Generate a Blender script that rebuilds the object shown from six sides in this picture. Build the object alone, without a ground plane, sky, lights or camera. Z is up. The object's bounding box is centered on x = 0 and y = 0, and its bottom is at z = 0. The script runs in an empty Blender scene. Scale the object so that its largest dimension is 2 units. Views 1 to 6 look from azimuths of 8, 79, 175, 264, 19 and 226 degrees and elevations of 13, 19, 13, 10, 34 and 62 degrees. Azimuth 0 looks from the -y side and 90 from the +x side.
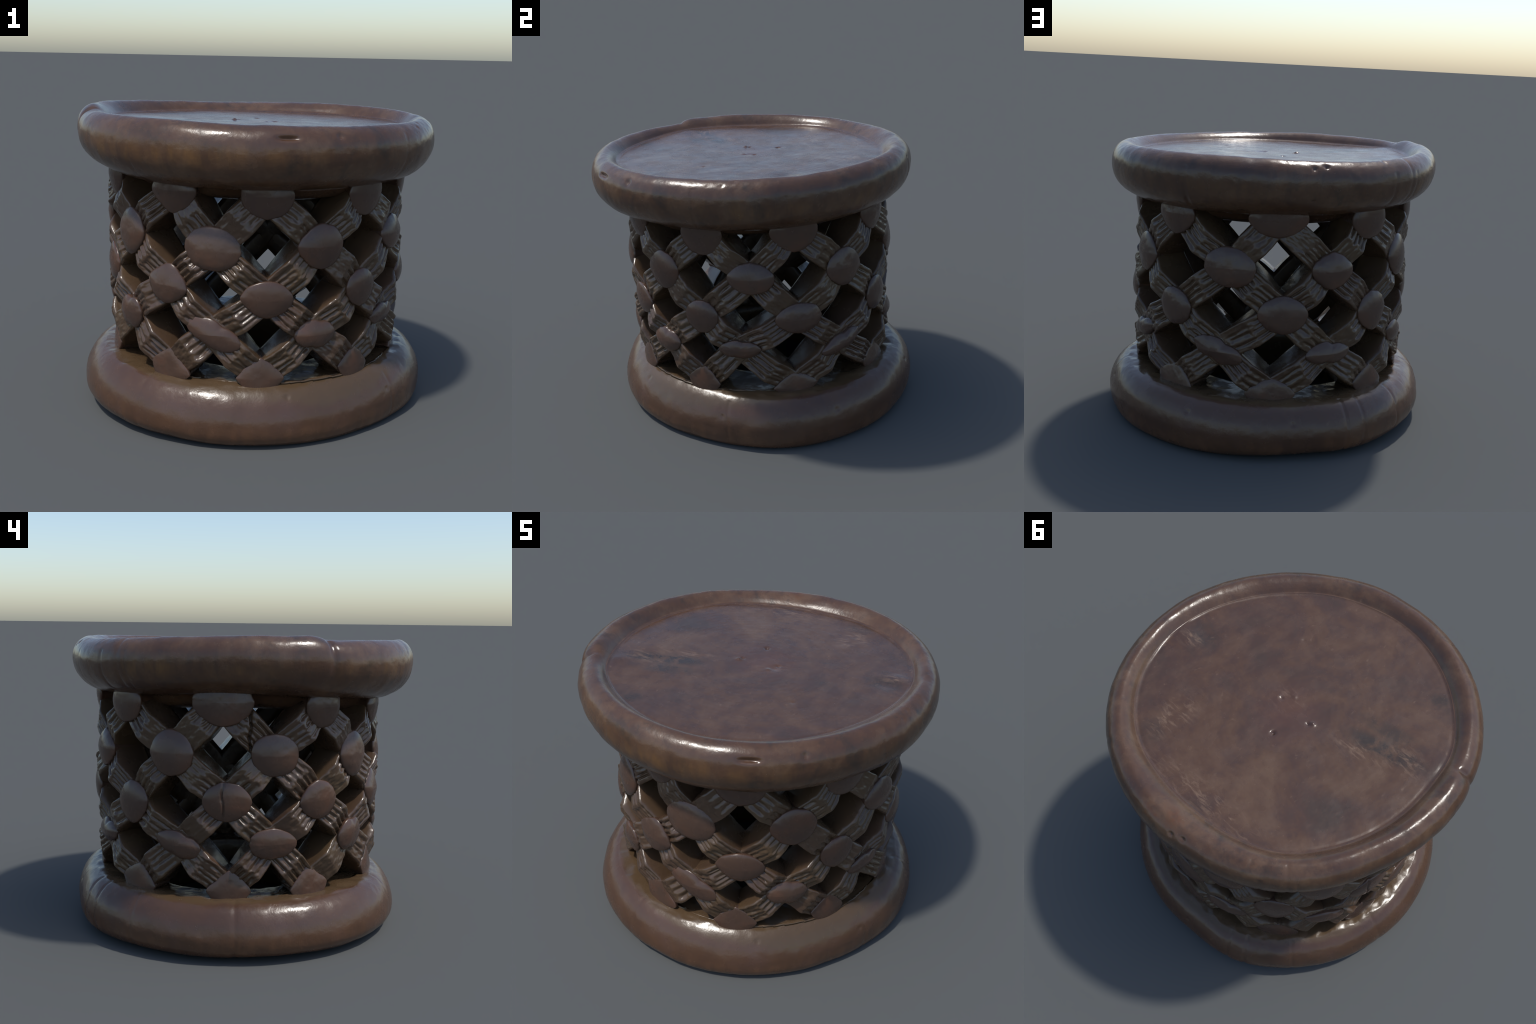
# Carved wooden stool: a dished round seat with a rolled rim, an openwork drum of
# crossing ribbed struts with a rounded boss on every crossing, and a ring base.
import bpy, math, random
import numpy as np

TAU = 2 * math.pi
SEED = 7

# ------------------------------------------------------------------ helpers
def periodic(points):
    """Smooth periodic curve through (degrees, value) control points."""
    d = np.array([p[0] for p in points], float)
    v = np.array([p[1] for p in points], float)
    order = np.argsort(d); d = d[order]; v = v[order]
    n = len(d)
    dd = np.concatenate([d[-2:] - 360, d, d[:2] + 360])
    vv = np.concatenate([v[-2:], v, v[:2]])
    m = np.gradient(vv, dd)
    def f(theta_deg):
        t = np.mod(np.asarray(theta_deg, float), 360.0)
        i = np.clip(np.searchsorted(dd, t, side='right') - 1, 1, len(dd) - 3)
        h = dd[i + 1] - dd[i]
        s = (t - dd[i]) / h
        h00 = 2*s**3 - 3*s**2 + 1; h10 = s**3 - 2*s**2 + s
        h01 = -2*s**3 + 3*s**2;    h11 = s**3 - s**2
        return h00*vv[i] + h10*h*m[i] + h01*vv[i+1] + h11*h*m[i+1]
    return f

def hash3(ix, iy, iz, seed):
    h = (ix * 374761393 + iy * 668265263 + iz * 2147483647 + seed * 144665) & 0xffffffff
    h = ((h ^ (h >> 13)) * 1274126177) & 0xffffffff
    h = ((h ^ (h >> 16)) * 2246822519) & 0xffffffff
    return ((h ^ (h >> 15)) & 0xffffff) / float(0xffffff) * 2 - 1

def vnoise(p, scale, seed=0):
    """Smooth value noise in -1..1 at the points p (n,3)."""
    q = np.asarray(p, float) * scale
    i = np.floor(q).astype(np.int64); f = q - i
    u = f * f * f * (f * (f * 6 - 15) + 10)
    out = 0
    for dx in (0, 1):
        wx = u[..., 0] if dx else 1 - u[..., 0]
        for dy in (0, 1):
            wy = u[..., 1] if dy else 1 - u[..., 1]
            for dz in (0, 1):
                wz = u[..., 2] if dz else 1 - u[..., 2]
                out = out + wx*wy*wz*hash3(i[..., 0]+dx, i[..., 1]+dy, i[..., 2]+dz, seed)
    return out

def fbm(p, scale, seed=0, octaves=3):
    a, s, tot = 1.0, 0.0, 0
    for k in range(octaves):
        tot = tot + a * vnoise(p, scale * 2**k, seed + 17*k); s += a; a *= 0.5
    return tot / s

def smoothstep(a, b, x):
    t = np.clip((x - a) / (b - a), 0, 1)
    return t * t * (3 - 2 * t)

def angdiff(a, b):
    return (np.asarray(a) - b + 180.0) % 360.0 - 180.0

def make_object(name, verts, faces, mat, parent, smooth=True):
    me = bpy.data.meshes.new(name)
    me.from_pydata([tuple(v) for v in np.asarray(verts).tolist()], [], faces)
    me.validate(); me.update()
    if smooth:
        me.polygons.foreach_set('use_smooth', [True] * len(me.polygons))
    me.materials.append(mat)
    ob = bpy.data.objects.new(name, me)
    bpy.context.scene.collection.objects.link(ob)
    ob.parent = parent
    return ob

def resample(profile, n):
    """Evenly sample a smooth (Catmull-Rom) curve through 2-D profile points."""
    P = np.array(profile, float)
    Q = np.vstack([2*P[0] - P[1], P, 2*P[-1] - P[-2]])
    out = []
    for i in range(1, len(Q) - 2):
        t = np.linspace(0, 1, 24, endpoint=False)[:, None]
        a, b, c, d = Q[i-1], Q[i], Q[i+1], Q[i+2]
        out.append(0.5*((2*b) + (c-a)*t + (2*a-5*b+4*c-d)*t**2 + (-a+3*b-3*c+d)*t**3))
    C = np.vstack(out + [P[-1:]])
    L = np.concatenate([[0], np.cumsum(np.linalg.norm(np.diff(C, axis=0), axis=1))])
    t = np.linspace(0, L[-1], n)
    return np.column_stack([np.interp(t, L, C[:, k]) for k in range(P.shape[1])])

def ring_faces(nr, nt, flip=False):
    """Quads for nr rings of nt points, each ring closed."""
    f = []
    for i in range(nr - 1):
        for j in range(nt):
            k = (j + 1) % nt
            q = (i*nt + j, i*nt + k, (i+1)*nt + k, (i+1)*nt + j)
            f.append(q[::-1] if flip else q)
    return f

# ------------------------------------------------------------------ materials
def ramp(nt, fac, stops, interp='LINEAR'):
    r = nt.nodes.new('ShaderNodeValToRGB')
    r.color_ramp.interpolation = interp
    els = r.color_ramp.elements
    while len(els) < len(stops): els.new(0.5)
    for e, (p, c) in zip(els, stops):
        e.position = p
        e.color = (c[0], c[1], c[2], 1) if isinstance(c, tuple) else (c, c, c, 1)
    nt.links.new(fac, r.inputs['Fac'])
    return r.outputs['Color']

def noise(nt, vec, scale, detail=4, rough=0.55, distort=0.0, stretch=None, offset=None):
    if stretch or offset:
        mp = nt.nodes.new('ShaderNodeMapping')
        if stretch: mp.inputs['Scale'].default_value = stretch
        if offset: mp.inputs['Location'].default_value = offset
        nt.links.new(vec, mp.inputs['Vector']); vec = mp.outputs['Vector']
    n = nt.nodes.new('ShaderNodeTexNoise')
    n.inputs['Scale'].default_value = scale
    n.inputs['Detail'].default_value = detail
    n.inputs['Roughness'].default_value = rough
    n.inputs['Distortion'].default_value = distort
    nt.links.new(vec, n.inputs['Vector'])
    return n.outputs['Fac']

def mix(nt, fac, a, b, blend='MIX'):
    m = nt.nodes.new('ShaderNodeMix'); m.data_type = 'RGBA'; m.blend_type = blend
    if isinstance(fac, (int, float)): m.inputs['Factor'].default_value = fac
    else: nt.links.new(fac, m.inputs['Factor'])
    for s, key in ((a, 'A'), (b, 'B')):
        sock = [i for i in m.inputs if i.name == key and i.type == 'RGBA'][0]
        if isinstance(s, tuple): sock.default_value = (s[0], s[1], s[2], 1)
        else: nt.links.new(s, sock)
    return [o for o in m.outputs if o.type == 'RGBA'][0]

def math_node(nt, op, a, b=None, clamp=False):
    m = nt.nodes.new('ShaderNodeMath'); m.operation = op; m.use_clamp = clamp
    for i, s in enumerate((a, b)):
        if s is None: continue
        if isinstance(s, (int, float)): m.inputs[i].default_value = s
        else: nt.links.new(s, m.inputs[i])
    return m.outputs[0]

def spot(nt, vec, centre, radii, rot_deg=0.0, edge=(0.6, 1.0)):
    """1 inside an ellipsoid around centre, fading to 0 at its edge."""
    sub = nt.nodes.new('ShaderNodeVectorMath'); sub.operation = 'SUBTRACT'
    nt.links.new(vec, sub.inputs[0]); sub.inputs[1].default_value = centre
    mp = nt.nodes.new('ShaderNodeMapping')
    mp.vector_type = 'TEXTURE'
    mp.inputs['Rotation'].default_value = (0, 0, math.radians(rot_deg))
    mp.inputs['Scale'].default_value = radii
    nt.links.new(sub.outputs[0], mp.inputs['Vector'])
    ln = nt.nodes.new('ShaderNodeVectorMath'); ln.operation = 'LENGTH'
    nt.links.new(mp.outputs[0], ln.inputs[0])
    return ramp(nt, ln.outputs['Value'], [(edge[0], 1.0), (edge[1], 0.0)])

def new_mat(name):
    m = bpy.data.materials.new(name); m.use_nodes = True
    nt = m.node_tree
    tc = nt.nodes.new('ShaderNodeTexCoord')
    return m, nt, nt.nodes['Principled BSDF'], tc.outputs['Object']

def finish(nt, bsdf, vec, colour, rough_lo, rough_hi, bump=0.12, bump_scale=60):
    nt.links.new(colour, bsdf.inputs['Base Color'])
    rn = noise(nt, vec, 9, 5, 0.6)
    nt.links.new(ramp(nt, rn, [(0.3, rough_lo), (0.72, rough_hi)]), bsdf.inputs['Roughness'])
    b = nt.nodes.new('ShaderNodeBump')
    b.inputs['Strength'].default_value = bump
    b.inputs['Distance'].default_value = 0.01
    nt.links.new(noise(nt, vec, bump_scale, 5, 0.6), b.inputs['Height'])
    nt.links.new(b.outputs[0], bsdf.inputs['Normal'])
    bsdf.inputs['Specular IOR Level'].default_value = 0.5

UMBER  = (0.081, 0.042, 0.024)
PLUM   = (0.064, 0.034, 0.023)
RUSSET = (0.105, 0.046, 0.021)
OCHRE  = (0.142, 0.074, 0.030)
OLIVE  = (0.086, 0.054, 0.028)
DUSK   = (0.034, 0.026, 0.020)
TAN    = (0.108, 0.061, 0.035)
PALE   = (0.160, 0.100, 0.064)

def side_wear(nt, vec, zmid, zhalf, floor=0.06):
    """Streaky mask for the rubbed band around the widest part of a ring."""
    sep = nt.nodes.new('ShaderNodeSeparateXYZ'); nt.links.new(vec, sep.inputs[0])
    wob = noise(nt, vec, 4.0, 6, 0.65)
    z = math_node(nt, 'ADD', sep.outputs['Z'], math_node(nt, 'MULTIPLY', math_node(nt, 'SUBTRACT', wob, 0.5), 0.12))
    # tilted with the seat
    z = math_node(nt, 'ADD', z, math_node(nt, 'MULTIPLY', sep.outputs['X'], 0.028))
    d = math_node(nt, 'ABSOLUTE', math_node(nt, 'SUBTRACT', z, zmid))
    band = ramp(nt, math_node(nt, 'DIVIDE', d, zhalf), [(0.15, 1.0), (1.0, 0.0)])
    streak = noise(nt, vec, 16, 4, 0.6, stretch=(1, 1, 0.18))
    patch = noise(nt, vec, 2.6, 3)
    s = ramp(nt, streak, [(0.42, floor), (0.68, 1.0)])
    p = ramp(nt, patch, [(0.42, floor), (0.64, 1.0)])
    return math_node(nt, 'MULTIPLY', math_node(nt, 'MULTIPLY', band, s), p)

def rim_material():
    m, nt, b, v = new_mat('polished_rim_wood')
    c = ramp(nt, noise(nt, v, 3.6, 7, 0.68), [(0.30, PLUM), (0.48, UMBER), (0.60, TAN), (0.70, RUSSET)])
    streaks = noise(nt, v, 20, 4, 0.6, stretch=(1, 1, 0.25), offset=(2, 2, 1))
    c = mix(nt, ramp(nt, streaks, [(0.50, 0.0), (0.70, 0.5)]), c, (0.050, 0.030, 0.022))
    c = mix(nt, ramp(nt, noise(nt, v, 6.5, 5, 0.65, offset=(3, 1, 7)), [(0.56, 0.0), (0.72, 0.75)]), c, DUSK)
    c = mix(nt, side_wear(nt, v, 1.50, 0.075), c, OCHRE)
    c = mix(nt, ramp(nt, noise(nt, v, 24, 4, 0.6, offset=(9, 4, 2)), [(0.66, 0.0), (0.78, 0.45)]), c, PALE)
    finish(nt, b, v, c, 0.16, 0.32, 0.12, 45)
    return m

def base_material():
    m, nt, b, v = new_mat('polished_base_wood')
    c = ramp(nt, noise(nt, v, 2.8, 6, 0.6, offset=(5, 2, 0)), [(0.30, PLUM), (0.5, UMBER), (0.72, (0.086, 0.047, 0.034))])
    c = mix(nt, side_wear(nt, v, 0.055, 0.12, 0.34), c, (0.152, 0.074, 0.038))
    # tool-marked, dusty ledge close to the lattice
    sep = nt.nodes.new('ShaderNodeSeparateXYZ'); nt.links.new(v, sep.inputs[0])
    off = math_node(nt, 'SUBTRACT', sep.outputs['Y'], 0.036)
    rad = math_node(nt, 'SQRT', math_node(nt, 'ADD', math_node(nt, 'MULTIPLY', sep.outputs['X'], sep.outputs['X']), math_node(nt, 'MULTIPLY', off, off)))
    rad = math_node(nt, 'ADD', rad, math_node(nt, 'MULTIPLY', math_node(nt, 'SUBTRACT', noise(nt, v, 9, 3), 0.5), 0.06))
    c = mix(nt, ramp(nt, rad, [(0.872, 0.9), (0.895, 0.0)]), c, OLIVE)
    c = mix(nt, ramp(nt, noise(nt, v, 22, 4, 0.6, offset=(1, 8, 2)), [(0.68, 0.0), (0.80, 0.4)]), c, PALE)
    finish(nt, b, v, c, 0.17, 0.33, 0.12, 45)
    return m

def panel_material():
    m, nt, b, v = new_mat('worn_seat_wood')
    c = ramp(nt, noise(nt, v, 2.6, 8, 0.70, 0.5), [(0.34, (0.054, 0.033, 0.023)), (0.46, PLUM), (0.54, UMBER), (0.66, TAN)])
    fine = noise(nt, v, 14, 6, 0.7, stretch=(1.0, 0.5, 1.0))
    c = mix(nt, ramp(nt, fine, [(0.45, 0.0), (0.70, 0.55)]), c, (0.106, 0.061, 0.038))
    ragged = ramp(nt, noise(nt, v, 8, 7, 0.8, 0.4), [(0.40, 0.15), (0.54, 1.0)])
    for ctr, rad, rot, amt in (((-0.50, -0.17, 1.6), (0.30, 0.075, 0.3), 16, 0.9),
                               ((-0.45, -0.27, 1.6), (0.24, 0.06, 0.3), 12, 0.7),
                               ((-0.48, -0.615, 1.6), (0.07, 0.05, 0.3), 40, 0.8),
                               ((0.70, 0.045, 1.6), (0.13, 0.09, 0.3), -10, 0.7),
                               ((0.40, 0.66, 1.6), (0.10, 0.11, 0.3), 0, 0.4),
                               ((-0.56, 0.28, 1.6), (0.12, 0.16, 0.3), 10, 0.4)):
        k = math_node(nt, 'MULTIPLY', math_node(nt, 'MULTIPLY', spot(nt, v, ctr, rad, rot, (0.45, 1.0)), ragged), amt)
        c = mix(nt, k, c, DUSK)
    # pale scratches and scuffs
    scr = noise(nt, v, 26, 5, 0.7, 0.6, stretch=(0.45, 1.6, 1.0))
    for ctr, rad, rot in (((0.06, 0.0, 1.6), (0.14, 0.10, 0.3), 0), ((-0.42, -0.06, 1.6), (0.22, 0.07, 0.3), 10),
                          ((0.74, 0.11, 1.6), (0.11, 0.08, 0.3), 20), ((-0.10, 0.70, 1.6), (0.5, 0.09, 0.3), 6),
                          ((0.40, 0.5, 1.6), (0.12, 0.25, 0.3), 0), ((-0.62, -0.20, 1.6), (0.16, 0.10, 0.3), 0)):
        k = math_node(nt, 'MULTIPLY', spot(nt, v, ctr, rad, rot, (0.3, 1.0)), ramp(nt, scr, [(0.50, 0.0), (0.64, 0.85)]))
        c = mix(nt, k, c, PALE)
    c = mix(nt, ramp(nt, noise(nt, v, 38, 3, 0.6, 0.3, stretch=(1, 0.6, 1)), [(0.66, 0.0), (0.76, 0.5)]), c, PALE)
    c = mix(nt, math_node(nt, 'MULTIPLY', spot(nt, v, (0, 0.05, 1.6), (0.26, 0.24, 0.3), 0, (0.2, 1.0)), 0.45), c, (0.085, 0.037, 0.026))
    finish(nt, b, v, c, 0.18, 0.34, 0.07, 40)
    return m

def strut_material():
    m, nt, b, v = new_mat('carved_strut_wood')
    c = ramp(nt, noise(nt, v, 5, 5, 0.6), [(0.3, OLIVE), (0.55, (0.074, 0.046, 0.027)), (0.74, (0.080, 0.046, 0.030))])
    oi = nt.nodes.new('ShaderNodeObjectInfo')
    c = mix(nt, math_node(nt, 'MULTIPLY', oi.outputs['Random'], 0.35), c, PLUM)
    c = mix(nt, ramp(nt, noise(nt, v, 18, 5, 0.65), [(0.52, 0.0), (0.75, 0.5)]), c, (0.095, 0.052, 0.028))
    finish(nt, b, v, c, 0.18, 0.34, 0.10, 60)
    return m

def boss_material():
    m, nt, b, v = new_mat('rubbed_boss_wood')
    c = ramp(nt, noise(nt, v, 6, 5, 0.6), [(0.3, (0.060, 0.034, 0.025)), (0.52, (0.074, 0.041, 0.027)), (0.74, (0.104, 0.046, 0.026))])
    oi = nt.nodes.new('ShaderNodeObjectInfo')
    c = mix(nt, math_node(nt, 'MULTIPLY', oi.outputs['Random'], 0.4), c, (0.078, 0.048, 0.034))
    finish(nt, b, v, c, 0.20, 0.34, 0.06, 40)
    return m

MAT_RIM, MAT_BASE, MAT_PANEL = rim_material(), base_material(), panel_material()
MAT_STRUT, MAT_BOSS = strut_material(), boss_material()

# ------------------------------------------------------------------ the stool
stool = bpy.data.objects.new('carved_stool', None)
bpy.context.scene.collection.objects.link(stool)
stool['label'] = 'dark brown carved wooden stool with openwork lattice drum'
stool['category'] = 'wooden stool'

# ---- seat: dished panel inside a fat rolled rim ------------------------------
SEAT_R = periodic([(0, .992), (18, .982), (35, .966), (55, .965), (73, .978), (90, .989), (110, 1.004), (130, 1.014), (148, 1.013),
                   (162, 1.003), (190, .992), (225, 1.002), (255, .985), (272, .992), (290, 1.004), (315, 1.009), (340, 1.003)])
DISH_R = periodic([(0, .830), (15, .812), (33, .800), (54, .786), (72, .800), (90, .828), (115, .855),
                   (132, .856), (152, .838), (168, .803), (186, .787), (205, .808), (222, .833), (240, .824),
                   (261, .818), (283, .822), (299, .848), (316, .842), (335, .838)])
CREST = periodic([(0, 1.647), (40, 1.636), (90, 1.638), (130, 1.650), (160, 1.658), (186, 1.654), (225, 1.660),
                  (255, 1.678), (278, 1.681), (288, 1.681), (294.5, 1.663), (305, 1.661), (320, 1.662), (343, 1.656)])
UNDER = periodic([(0, 1.322), (45, 1.320), (90, 1.322), (135, 1.334), (180, 1.344), (225, 1.364),
                  (265, 1.383), (300, 1.358), (335, 1.328)])

def catmull_rings(ctrl, per):
    """Smooth rings through control rings: ctrl is (n, 2, nt)."""
    Q = np.concatenate([2*ctrl[:1] - ctrl[1:2], ctrl, 2*ctrl[-1:] - ctrl[-2:-1]])
    out = []
    for i in range(1, len(Q) - 2):
        a, b, c, d = Q[i-1], Q[i], Q[i+1], Q[i+2]
        for t in np.linspace(0, 1, per, endpoint=False):
            out.append(0.5*((2*b) + (c-a)*t + (2*a-5*b+4*c-d)*t**2 + (-a+3*b-3*c+d)*t**3))
    out.append(Q[-2])
    return np.array(out)

def surface_normals(P, th):
    tang = np.gradient(P, axis=0)
    tang /= np.linalg.norm(tang, axis=-1, keepdims=True) + 1e-9
    circ = np.stack([np.cos(th), np.sin(th), 0*th], -1)[None]
    return np.cross(tang, circ)

def seat():
    nt = 600
    deg = np.arange(nt) * 360.0 / nt
    th = np.radians(deg)
    R, D, C, U = SEAT_R(deg), DISH_R(deg), CREST(deg), UNDER(deg)
    def floor(x, y):
        return (1.598 - 0.010*x + 0.002*y + .018*np.exp(-(((x + .74)/.24)**2 + ((y + .20)/.34)**2)))
    zf = floor(D*np.sin(th), -D*np.cos(th))
    h = C - zf                                   # depth of the dish
    q = R - .085 - D                             # inner slope width
    k = (C - U) / .335
    ctrl = np.array([
        (D, zf + .003), (D + .10*q, zf + .12*h), (D + .34*q, zf + .52*h), (D + .66*q, zf + .87*h), (R - .085, C),
        (R - .055, C - .011*k), (R - .027, C - .036*k), (R - .007, C - .076*k), (R, C - .124*k), (R - .004, C - .170*k),
        (R - .019, C - .216*k), (R - .045, C - .256*k), (R - .082, C - .290*k), (R - .128, C - .316*k),
        (R - .165, U + .006), (R - .22, U)])
    rings = catmull_rings(ctrl, 8)
    # the ceiling of the hollow drum hangs a little lower than the rim's underside
    under = [np.array([np.full(nt, r0), U*(r0/.78) + U.mean()*(1 - r0/.78) - drop])
             for r0, drop in ((.755, .002), (.740, .014), (.720, .036), (.69, .058), (.64, .074), (.50, .08), (.30, .08), (.06, .08))]
    A = np.concatenate([rings, np.array(under)])
    r, z = A[:, 0, :], A[:, 1, :]
    P = np.stack([r*np.sin(th), -r*np.cos(th), z], -1)
    nr = P.shape[0]
    nrm = surface_normals(P, th)
    if nrm[32, 0, 2] < 0: nrm = -nrm
    # hand-carved unevenness along the surface
    amp = smoothstep(0, .10, r - D[None])
    P = P + nrm * ((.0055*fbm(P, 3.0, 3) + .0026*fbm(P, 11, 5) + .0007*fbm(P, 34, 6)) * amp)[..., None]
    def dent(centre_deg, width_deg, rr, rw, depth, zmin=1.45):
        a = angdiff(deg, centre_deg)[None] / width_deg
        g = np.exp(-(a**2 + ((r - rr)/rw)**2)) * (z > zmin)
        return -depth * g[..., None] * nrm
    # split notch on the left of the rim, with the fold beside it
    a = angdiff(deg, 292.0)[None]
    cut = np.exp(-(a/1.0)**2) * smoothstep(.86, .95, r) * smoothstep(1.42, 1.60, z)
    P = P - nrm * (.013*cut)[..., None]
    P = P - nrm * (.009*np.exp(-(a/4.0)**2) * smoothstep(.88, .95, r) * smoothstep(1.35, 1.5, z))[..., None]
    # slot-like chip at the front, dings and worm holes
    b = (z - (C[None] - .050)) / .0095
    slot = np.exp(-(np.abs(angdiff(deg, 17.0)[None])/3.0)**4 - b**2) * (r > .93)
    P = P - nrm * (.018*slot)[..., None]
    P = P + dent(33, .9, .945, .010, .010) + dent(188, .5, .965, .008, .016)
    P = P + dent(192, .6, .955, .009, .016) + dent(97, 5, .88, .05, .006) + dent(225, .6, .97, .05, .004, 1.3)
    P = P + dent(70, .7, .935, .010, .003) + dent(74, .8, .915, .009, .0025) + dent(214, .5, .93, .03, .004)
    # shallow radial checks in the side
    for ck, dp in ((60, .0025), (148, .004), (217, .004), (228, .003), (282, .002), (330, .002), (200, .002)):
        a = angdiff(deg, ck)[None]
        P = P - nrm * (dp*np.exp(-(a/.5)**2) * (r > .88) * (z < 1.60))[..., None]
    V = np.vstack([P.reshape(-1, 3), [[0, 0, float(U.mean()) - .08]]])
    F = ring_faces(nr, nt, flip=True)
    c = len(V) - 1; o = (nr - 1) * nt
    F += [(o + j, c, o + (j + 1) % nt) for j in range(nt)]
    make_object('seat_rim', V, F, MAT_RIM, stool)
    border = P[0]
    # dish floor
    nring = 110
    kk = np.arange(nring)[:, None] / float(nring)
    Q = np.array([border * [1 - i/float(nring), 1 - i/float(nring), 1] for i in range(nring)])
    x, y = Q[..., 0], Q[..., 1]
    flat = np.stack([x, y, 0*x], -1)
    rr = np.hypot(x, y)
    zf = floor(x, y) + .0022*fbm(flat, 2.2, 11) + .0012*fbm(flat, 11, 12)
    zf = zf + .00012*np.sin(rr*170 + 3*vnoise(flat, 4, 9))
    edge = smoothstep(0, .012, kk)
    Q[..., 2] = border[None, :, 2]*(1 - edge) + zf*edge
    # groove just inside the rim, pits and small bumps near the middle
    Q[..., 2] -= .0015*np.exp(-((kk - .012)/.010)**2) * (kk > 0) * (1 + .8*vnoise(flat, 9, 15))
    for px, py, w, dp in ((-.032, .190, .012, -.014), (-.131, -.003, .012, .010), (-.116, .020, .010, -.008),
                          (.09, -.02, .03, -.004), (.06, -.05, .014, .004), (.10, .01, .012, -.006), (.30, -.34, .012, -.004),
                          (-.74, -.30, .05, .006), (-.55, -.20, .08, -.004), (.76, .12, .06, .007), (.70, .04, .06, -.006)):
        Q[..., 2] += dp*np.exp(-((x-px)**2 + (y-py)**2)/w**2)
    V = np.vstack([Q.reshape(-1, 3), [[0, 0, float(Q[-1, :, 2].mean())]]])
    F = ring_faces(nring, nt)
    c = len(V) - 1; o = (nring - 1)*nt
    F += [(o + j, o + (j + 1) % nt, c) for j in range(nt)]
    make_object('seat_panel', V, F, MAT_PANEL, stool)

# ---- base ring -----------------------------------------------------------------
BASE_C = (0.0, 0.036)
BASE_R = periodic([(0, .940), (18, .925), (35, .912), (52, .912), (68, .938), (87, .982), (110, .994), (140, .992), (160, .984), (186, .958),
                   (212, .980), (238, .974), (258, .984), (290, 1.004), (308, 1.008), (326, .996), (346, .962)])
BASE_IN = periodic([(0, .50), (60, .47), (90, .50), (145, .53), (205, .56), (240, .60), (280, .58), (330, .50)])
BASE_TUCK = periodic([(0, .80), (45, .65), (90, .60), (140, .70), (185, .95), (240, 1.1), (290, .9), (330, .75)])
BASE_LIFT = periodic([(0, .012), (45, .004), (90, .0), (140, .0), (185, .010), (240, .014), (290, .024), (330, .022)])
BASE_LEAN = periodic([(0, .030), (30, .034), (60, .020), (100, .0), (180, .004), (240, .006), (275, .012), (320, .010)])

def base():
    nt = 600
    deg = np.arange(nt)*360.0/nt; th = np.radians(deg)
    R, I, K = BASE_R(deg), BASE_IN(deg), BASE_TUCK(deg)
    one = np.ones(nt)
    ctrl = np.array([(I, 0*one), (I - .004, .06*one), (I - .004, .20*one), (I + .006, .270*one), (I + .035, .296*one), (.70*one, .308*one),
                     (.78*one, .316*one), (R - .128, .316*one), (R - .098, .309*one), (R - .070, .294*one), (R - .040, .264*one),
                     (R - .014, .217*one), (R, .160*one), (R - .001*K, .112*one), (R - .013*K, .066*one), (R - .038*K, .030*one),
                     (R - .070*K, .009*one), (R - .102*K, 0*one), (R - .16, 0*one)])
    rings = catmull_rings(ctrl, 8)
    r, z = rings[:, 0, :], rings[:, 1, :]
    n = len(r)
    outer = smoothstep(.66, .80, r)
    r = r - BASE_LEAN(deg)[None] * outer * (z - .12) / .18 * (r > .80)      # foot splays where the ring leans
    z = z + BASE_LIFT(deg)[None] * (1 - smoothstep(0, .16, z)) * smoothstep(.70, .84, r)
    P = np.stack([r*np.sin(th) + BASE_C[0], -r*np.cos(th) + BASE_C[1], z], -1)
    nrm = surface_normals(P, th)
    if nrm[64, 0, 2] < 0: nrm = -nrm
    live = smoothstep(0, .03, z)
    P = P + nrm * (live * (.0075*fbm(P, 2.4, 21) + .0028*fbm(P, 9, 22) + .0007*fbm(P, 34, 23)))[..., None]
    ledge = smoothstep(.285, .305, z) * smoothstep(.10, .13, R[None] - r)     # adze marks
    P[..., 2] += .006*fbm(P*[1, 1, .2], 14, 25, 2) * ledge
    for ck, dp, w in ((64, .003, .5), (205, .006, .5), (230, .004, .5), (265, .0035, .8), (212, .005, .45), (100, .002, .6), (330, .002, .6)):
        a = angdiff(deg, ck)[None]
        P = P - nrm * (dp*np.exp(-(a/w)**2) * (r > .86) * live)[..., None]
    for ck, h, dp, w in ((20, .26, .006, .012), (150, .24, .008, .012), (104, .22, .007, .012), (186, .22, .006, .012), (62, .2, .005, .01)):
        a = np.radians(angdiff(deg, ck))[None]*.96
        P = P - nrm * (dp*np.exp(-(a**2 + (z - h)**2)/w**2) * (r > .85))[..., None]
    V = P.reshape(-1, 3); V[:, 2] = np.maximum(V[:, 2], 0.0)
    F = ring_faces(n, nt)
    o = (n - 1)*nt
    F += [(o + j, o + (j + 1) % nt, (j + 1) % nt, j) for j in range(nt)]
    make_object('base_ring', V, F, MAT_BASE, stool)

# ---- lattice drum ----------------------------------------------------------------
DRUM_C = (0.0, 0.034)
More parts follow.
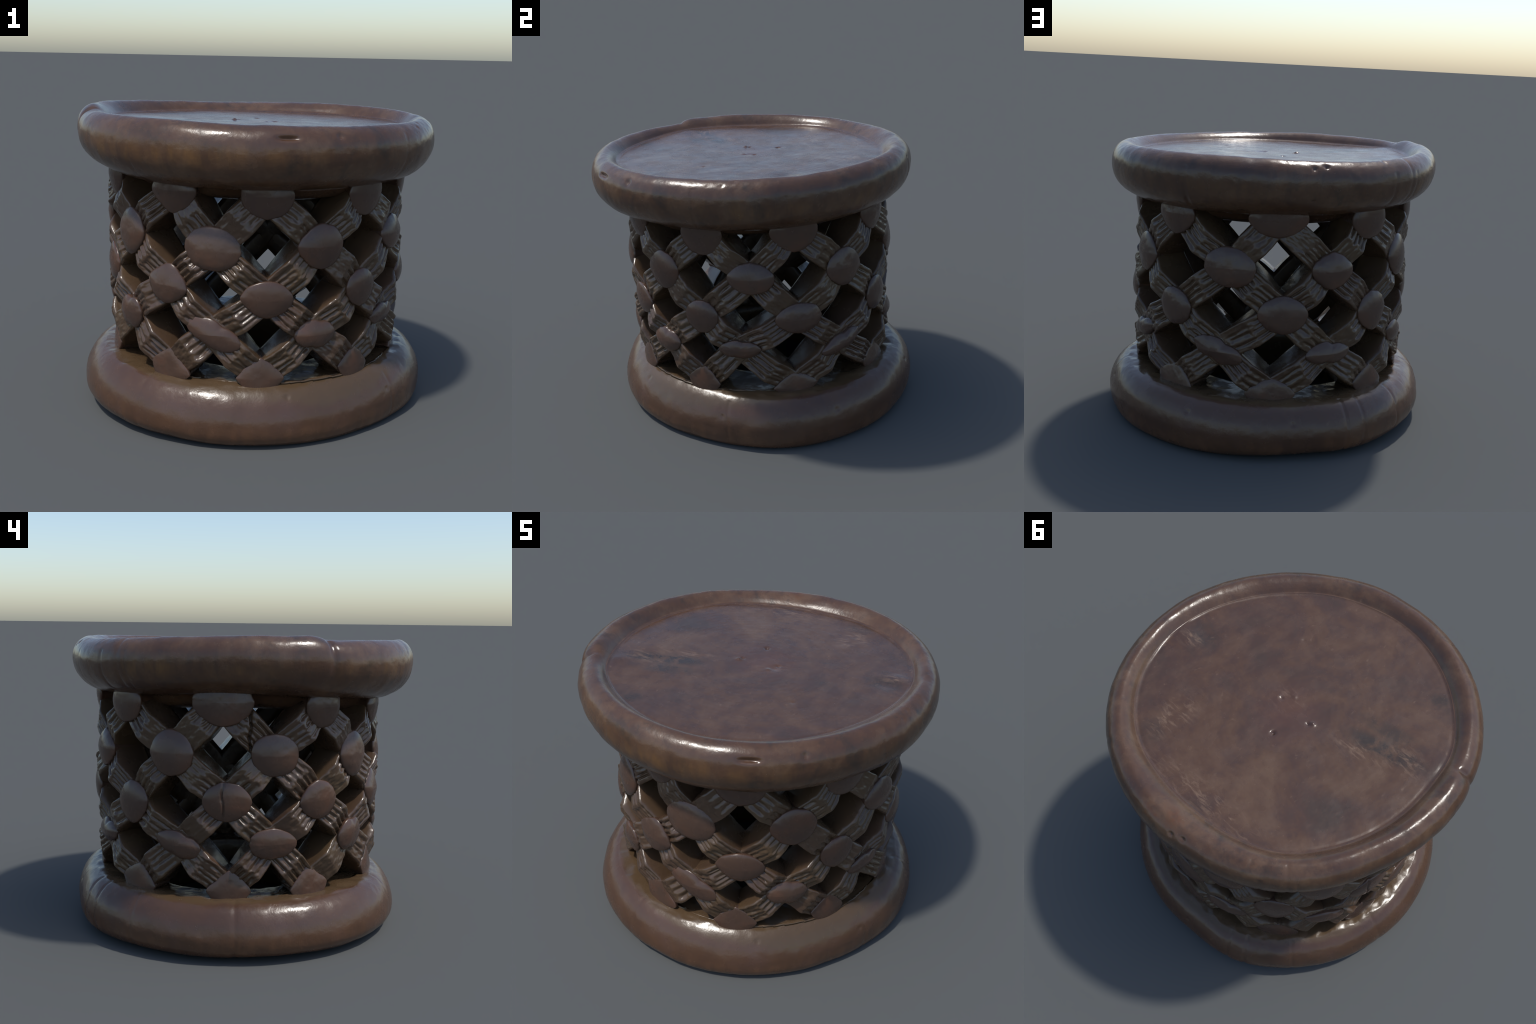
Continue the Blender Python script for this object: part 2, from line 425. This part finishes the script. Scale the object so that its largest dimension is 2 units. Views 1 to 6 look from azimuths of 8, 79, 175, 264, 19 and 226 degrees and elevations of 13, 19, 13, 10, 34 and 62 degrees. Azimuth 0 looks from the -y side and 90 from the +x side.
# crossing rows from seat to base: (angle deg, height, half width, half height, tilt deg)
ROWS = [
  [(12, 1.290, .130, .115, 0), (54.5, 1.285, .135, .115, 0), (93.5, 1.300, .135, .115, 0), (135.5, 1.310, .125, .118, 0), (178, 1.330, .155, .100, 0),
   (217.5, 1.325, .125, .112, 0), (260, 1.345, .155, .110, 0), (299, 1.315, .110, .110, 0), (337.5, 1.300, .125, .112, 0)],
  [(33, 1.032, .126, .112, 0), (75, 1.034, .134, .094, 0), (115, 1.036, .120, .106, 0), (160, 1.050, .145, .106, -3), (200.5, 1.048, .122, .098, 0),
   (240.5, 1.078, .126, .120, 0), (279, 1.073, .120, .107, 0), (315.5, 1.048, .112, .117, 0), (353, 1.018, .140, .108, -6)],
  [(13, .768, .130, .090, -4), (52.5, .785, .112, .097, 6), (94, .776, .132, .092, 0), (136.5, .782, .110, .102, -6), (181.5, .802, .136, .100, 0),
   (222, .790, .117, .110, 8), (261.5, .832, .122, .098, 0), (297, .824, .110, .102, 6), (335.5, .810, .116, .102, -10)],
  [(31.5, .572, .116, .074, 0), (68.5, .592, .124, .058, 0), (113, .567, .140, .056, 18), (156.5, .571, .148, .068, -18), (201, .574, .132, .064, 4),
   (243.5, .590, .126, .070, -16), (278.5, .606, .122, .080, 0), (314.5, .602, .104, .090, 8), (353.2, .578, .152, .070, -22)],
  [(11, .345, .122, .100, 0), (51, .350, .112, .100, -4), (92, .340, .135, .085, 4), (136, .335, .125, .092, -8), (178, .340, .140, .085, 0),
   (224, .345, .125, .098, -6), (262.5, .350, .108, .105, 0), (294, .350, .112, .105, 6), (335.5, .350, .122, .105, -8)],
]
R_FACE = 0.812          # level of the struts where they dive under a boss
R_IN = 0.615            # inner face of the drum wall
DRUM_R = periodic([(0, .008), (33, -.012), (65, -.010), (80, .002), (95, .014), (121, .020), (155, .010), (190, .003), (212, .004), (230, .010), (262, .013), (295, .020), (328, .014)])

def drum(deg, z, rho):
    """Unrolled drum coordinates (angle, height, radius) to space; slightly waisted at both ends."""
    deg = np.asarray(deg, float); z = np.asarray(z, float)
    r = rho + DRUM_R(deg) + .012*np.sin(np.clip((z - .30)/1.05, 0, 1)*math.pi) - .012
    t = np.radians(deg)
    return np.stack([r*np.sin(t) + DRUM_C[0], -r*np.cos(t) + DRUM_C[1], z + 0*r], -1)

def W_of(S, T, L, tz, pz, width):
    return S*L*tz + T*width/2*pz

def strut(a, b, rng, idx):
    """Ribbed bar between two crossings, with a knee halfway."""
    d0, d1 = a[0], b[0]
    dd = angdiff(d1, d0)
    k = math.radians(1)*.80
    dx, dz = dd*k, b[1] - a[1]
    L = math.hypot(dx, dz)
    tx, tz = dx/L, dz/L
    px, pz = -tz, tx
    if pz < 0: px, pz = -px, -pz
    n_s, n_t, n_side, n_in = 88, 60, 9, 5
    knee = .5 + rng.uniform(-.06, .06)
    kh = rng.uniform(.020, .032)
    width = rng.uniform(.146, .160)
    s = np.linspace(-.12, 1.12, n_s)
    t_out = np.linspace(-1, 1, n_t)
    s0, s1 = .27, .73                                      # visible part between the bosses
    roof = np.where(s < knee, (s - s0)/(knee - s0), (s1 - s)/(s1 - knee))
    roof = np.clip(roof, -.30, 1)
    roof = roof - .07*np.exp(-((s - knee)/.025)**2)
    S, T = np.meshgrid(s, t_out, indexing='ij')
    wid = width*(1 + .04*np.sin(S*3.1 + idx))*(1 + .05*np.exp(-((S - knee)/.2)**2))
    # uneven gouged grooves, cut separately on either side of the knee
    groove = np.zeros_like(S)
    for half in (0, 1):
        n = rng.choice((3, 4, 4, 5))
        if rng.random() < .12: continue                    # left smooth by the carver
        deep = rng.uniform(.008, .016)
        for g in range(n):
            c = -1 + 2*(g + 1)/(n + 1.0) + rng.uniform(-.08, .08)
            drift = rng.uniform(-.10, .10)
            gw = rng.uniform(.085, .15)*(4.0/n)**.5
            if half == 0: lo, hi = .20, knee + rng.uniform(-.05, .03)
            else: lo, hi = knee + rng.uniform(-.03, .06), .80
            line = c + drift*(S - .5)*2 + .03*np.sin(S*9 + g*2.1 + idx)
            ends = smoothstep(lo - .02, lo + .03, S)*(1 - smoothstep(hi - .05, hi + .015, S))
            groove = np.maximum(groove, deep*rng.uniform(.6, 1.0)*np.exp(-((T - line)/gw)**2)*ends)
    q = np.stack([S*L + idx*3.7, T*width, 0*S + idx], -1)
    rho = R_FACE + kh*roof[:, None] - groove + .0035*vnoise(q, 18, idx + 90) + .002*vnoise(q, 45, idx + 91)
    if abs(angdiff(d0, 260)) < 2 and abs(angdiff(d1, 279)) < 2 and a[1] > 1.2:
        crack = (S*L*tx + T*width/2*px) - .140             # one strut has an upright split
        rho = rho - .028*np.exp(-((crack + .004*np.sin(W_of(S, T, L, tz, pz, width)*60))/.0055)**2)*(S > .3)
    rnd = np.clip((np.abs(T) - .86)/.14, 0, 1)
    rho = rho - .013*(1 - np.sqrt(np.clip(1 - rnd**2, 0, 1)))
    rows = []
    inner_w = 1.02
    for i in range(n_s):                                   # section loop: outer face, side, inner face, side
        w_i = wid[i]/2
        pts = [(T[i, j]*w_i[j], rho[i, j]) for j in range(n_t)]
        ro_p, ro_n = rho[i, -1], rho[i, 0]
        for j in range(1, n_side + 1):
            f = j/float(n_side + 1)
            pts.append((w_i[-1]*(1 - (1 - inner_w)*f) + .004*math.sin(f*3.1 + idx), ro_p + (R_IN - ro_p)*f))
        for j in range(n_in):
            f = 1 - 2*j/float(n_in - 1)
            pts.append((w_i[-1]*inner_w*f, R_IN + .01*abs(f)**4))
        for j in range(1, n_side + 1):
            f = 1 - j/float(n_side + 1)
            pts.append((-w_i[0]*(1 - (1 - inner_w)*f) - .004*math.sin(f*3.1 + idx), ro_n + (R_IN - ro_n)*f))
        rows.append(pts)
    A = np.array(rows)                                     # n_s, n_loop, (lateral, radius)
    along = s[:, None]*L
    U = along*tx + A[..., 0]*px
    W = along*tz + A[..., 0]*pz
    P = drum(d0 + U/k, a[1] + W, A[..., 1])
    P = P + .0025*fbm(P, 16, 31)[..., None]*np.array([1, 1, .6])
    nl = A.shape[1]
    V = P.reshape(-1, 3)
    F = ring_faces(n_s, nl)
    F.append(tuple(range(nl))[::-1]); F.append(tuple((n_s - 1)*nl + j for j in range(nl)))
    return V, F

def boss(node, row, rng, idx):
    """Low cushion with a crisp edge sitting on a crossing."""
    d, z0, hw, hh, tilt = node
    k = math.radians(1)*.83
    n_a, n_r = 110, 30
    ang = np.arange(n_a)*TAU/n_a
    ca, sa = np.cos(ang), np.sin(ang)
    p = rng.uniform(1.55, 1.95)
    if row == 4: p = rng.uniform(1.15, 1.4)
    rad = (np.abs(ca)**p + np.abs(sa)**p)**(-1/p)
    ring = np.stack([ca*1.3 + idx*5, sa*1.3, 0*ca + idx*2.0], -1)
    out = 1 + .06*vnoise(ring, 1.0, 61) + .02*vnoise(ring, 3.0, 62)
    if row == 3:                                           # kidney-shaped caps low down
        pinch = rng.choice((.0, .14, .22))
        out = out*(1 - pinch*np.exp(-((ang - math.pi*.42)/.25)**2) - pinch*np.exp(-((ang - math.pi*1.45)/.27)**2))
    hw, hh = hw*1.06, hh*1.05
    cx, cz = ca*rad*out*hw, sa*rad*out*hh
    tl = math.radians(tilt)
    ex, ez = cx*math.cos(tl) - cz*math.sin(tl), cx*math.sin(tl) + cz*math.cos(tl)
    edge = .818
    high = edge + rng.uniform(.018, .028)
    ridge = rng.uniform(.0, .007)
    lean = rng.uniform(-.009, .004)
    if row == 0: lean = rng.uniform(-.002, .008)
    if row == 4: edge = .816; high, lean, ridge = edge + .010, -.014, 0.0
    X, Z, H = [], [], []
    for i in range(n_r):
        q2 = .02 + .98*(i/(n_r - 1.0))**.85
        dome = edge + (high - edge)*max(0.0, 1 - q2**2.6)**.75
        x, zz = ex*q2, ez*q2
        h = dome + ridge*(1 - np.abs(zz)/hh*1.6)*(1 - q2**2) + lean*zz/hh
        X.append(x); Z.append(zz); H.append(h)
    last = H[-1]
    for f, dh in ((1.012, -.004), (1.008, -.010), (.985, -.018), (.955, -.026), (.93, -.045), (.90, -.09), (.86, -.14), (.84, -.18)):
        X.append(ex*f); Z.append(ez*f); H.append(last + dh)
    X, Z, H = np.array(X), np.array(Z), np.array(H)
    if row == 2 and abs(angdiff(d, 261.5)) < 2:            # one cap is split from top to bottom
        H = H - .010*np.exp(-((X + .018 + .004*np.sin(Z*40))/.0045)**2)*(H > .80)
    P = drum(d + X/k, z0 + Z, H)
    P = P + (.0030*fbm(P, 7, 41) + .0012*fbm(P, 24, 42))[..., None]*np.array([1, 1, .5])
    n = len(X)
    V = P.reshape(-1, 3)
    F = [f[::-1] for f in ring_faces(n, n_a)]
    V = np.vstack([V, P[0].mean(0)[None], P[-1].mean(0)[None]])
    c0, c1 = n*n_a, n*n_a + 1
    o = (n - 1)*n_a
    F += [(j, (j + 1) % n_a, c0) for j in range(n_a)]
    F += [(o + j, c1, o + (j + 1) % n_a) for j in range(n_a)]
    return V, F

def lattice():
    drum_parent = bpy.data.objects.new('lattice_drum', None)
    bpy.context.scene.collection.objects.link(drum_parent)
    drum_parent.parent = stool
    rng = random.Random(SEED)
    idx = 0
    for r in range(len(ROWS) - 1):
        for a in ROWS[r]:
            near = sorted(ROWS[r + 1], key=lambda b: abs(angdiff(b[0], a[0])))[:2]
            for b in sorted(near, key=lambda b: angdiff(b[0], a[0])):
                V, F = strut(a, b, rng, idx); idx += 1
                make_object('strut', V, F, MAT_STRUT, drum_parent)
    for r, row in enumerate(ROWS):
        for node in row:
            V, F = boss(node, r, rng, idx); idx += 1
            make_object('boss', V, F, MAT_BOSS, drum_parent)

seat()
base()
lattice()
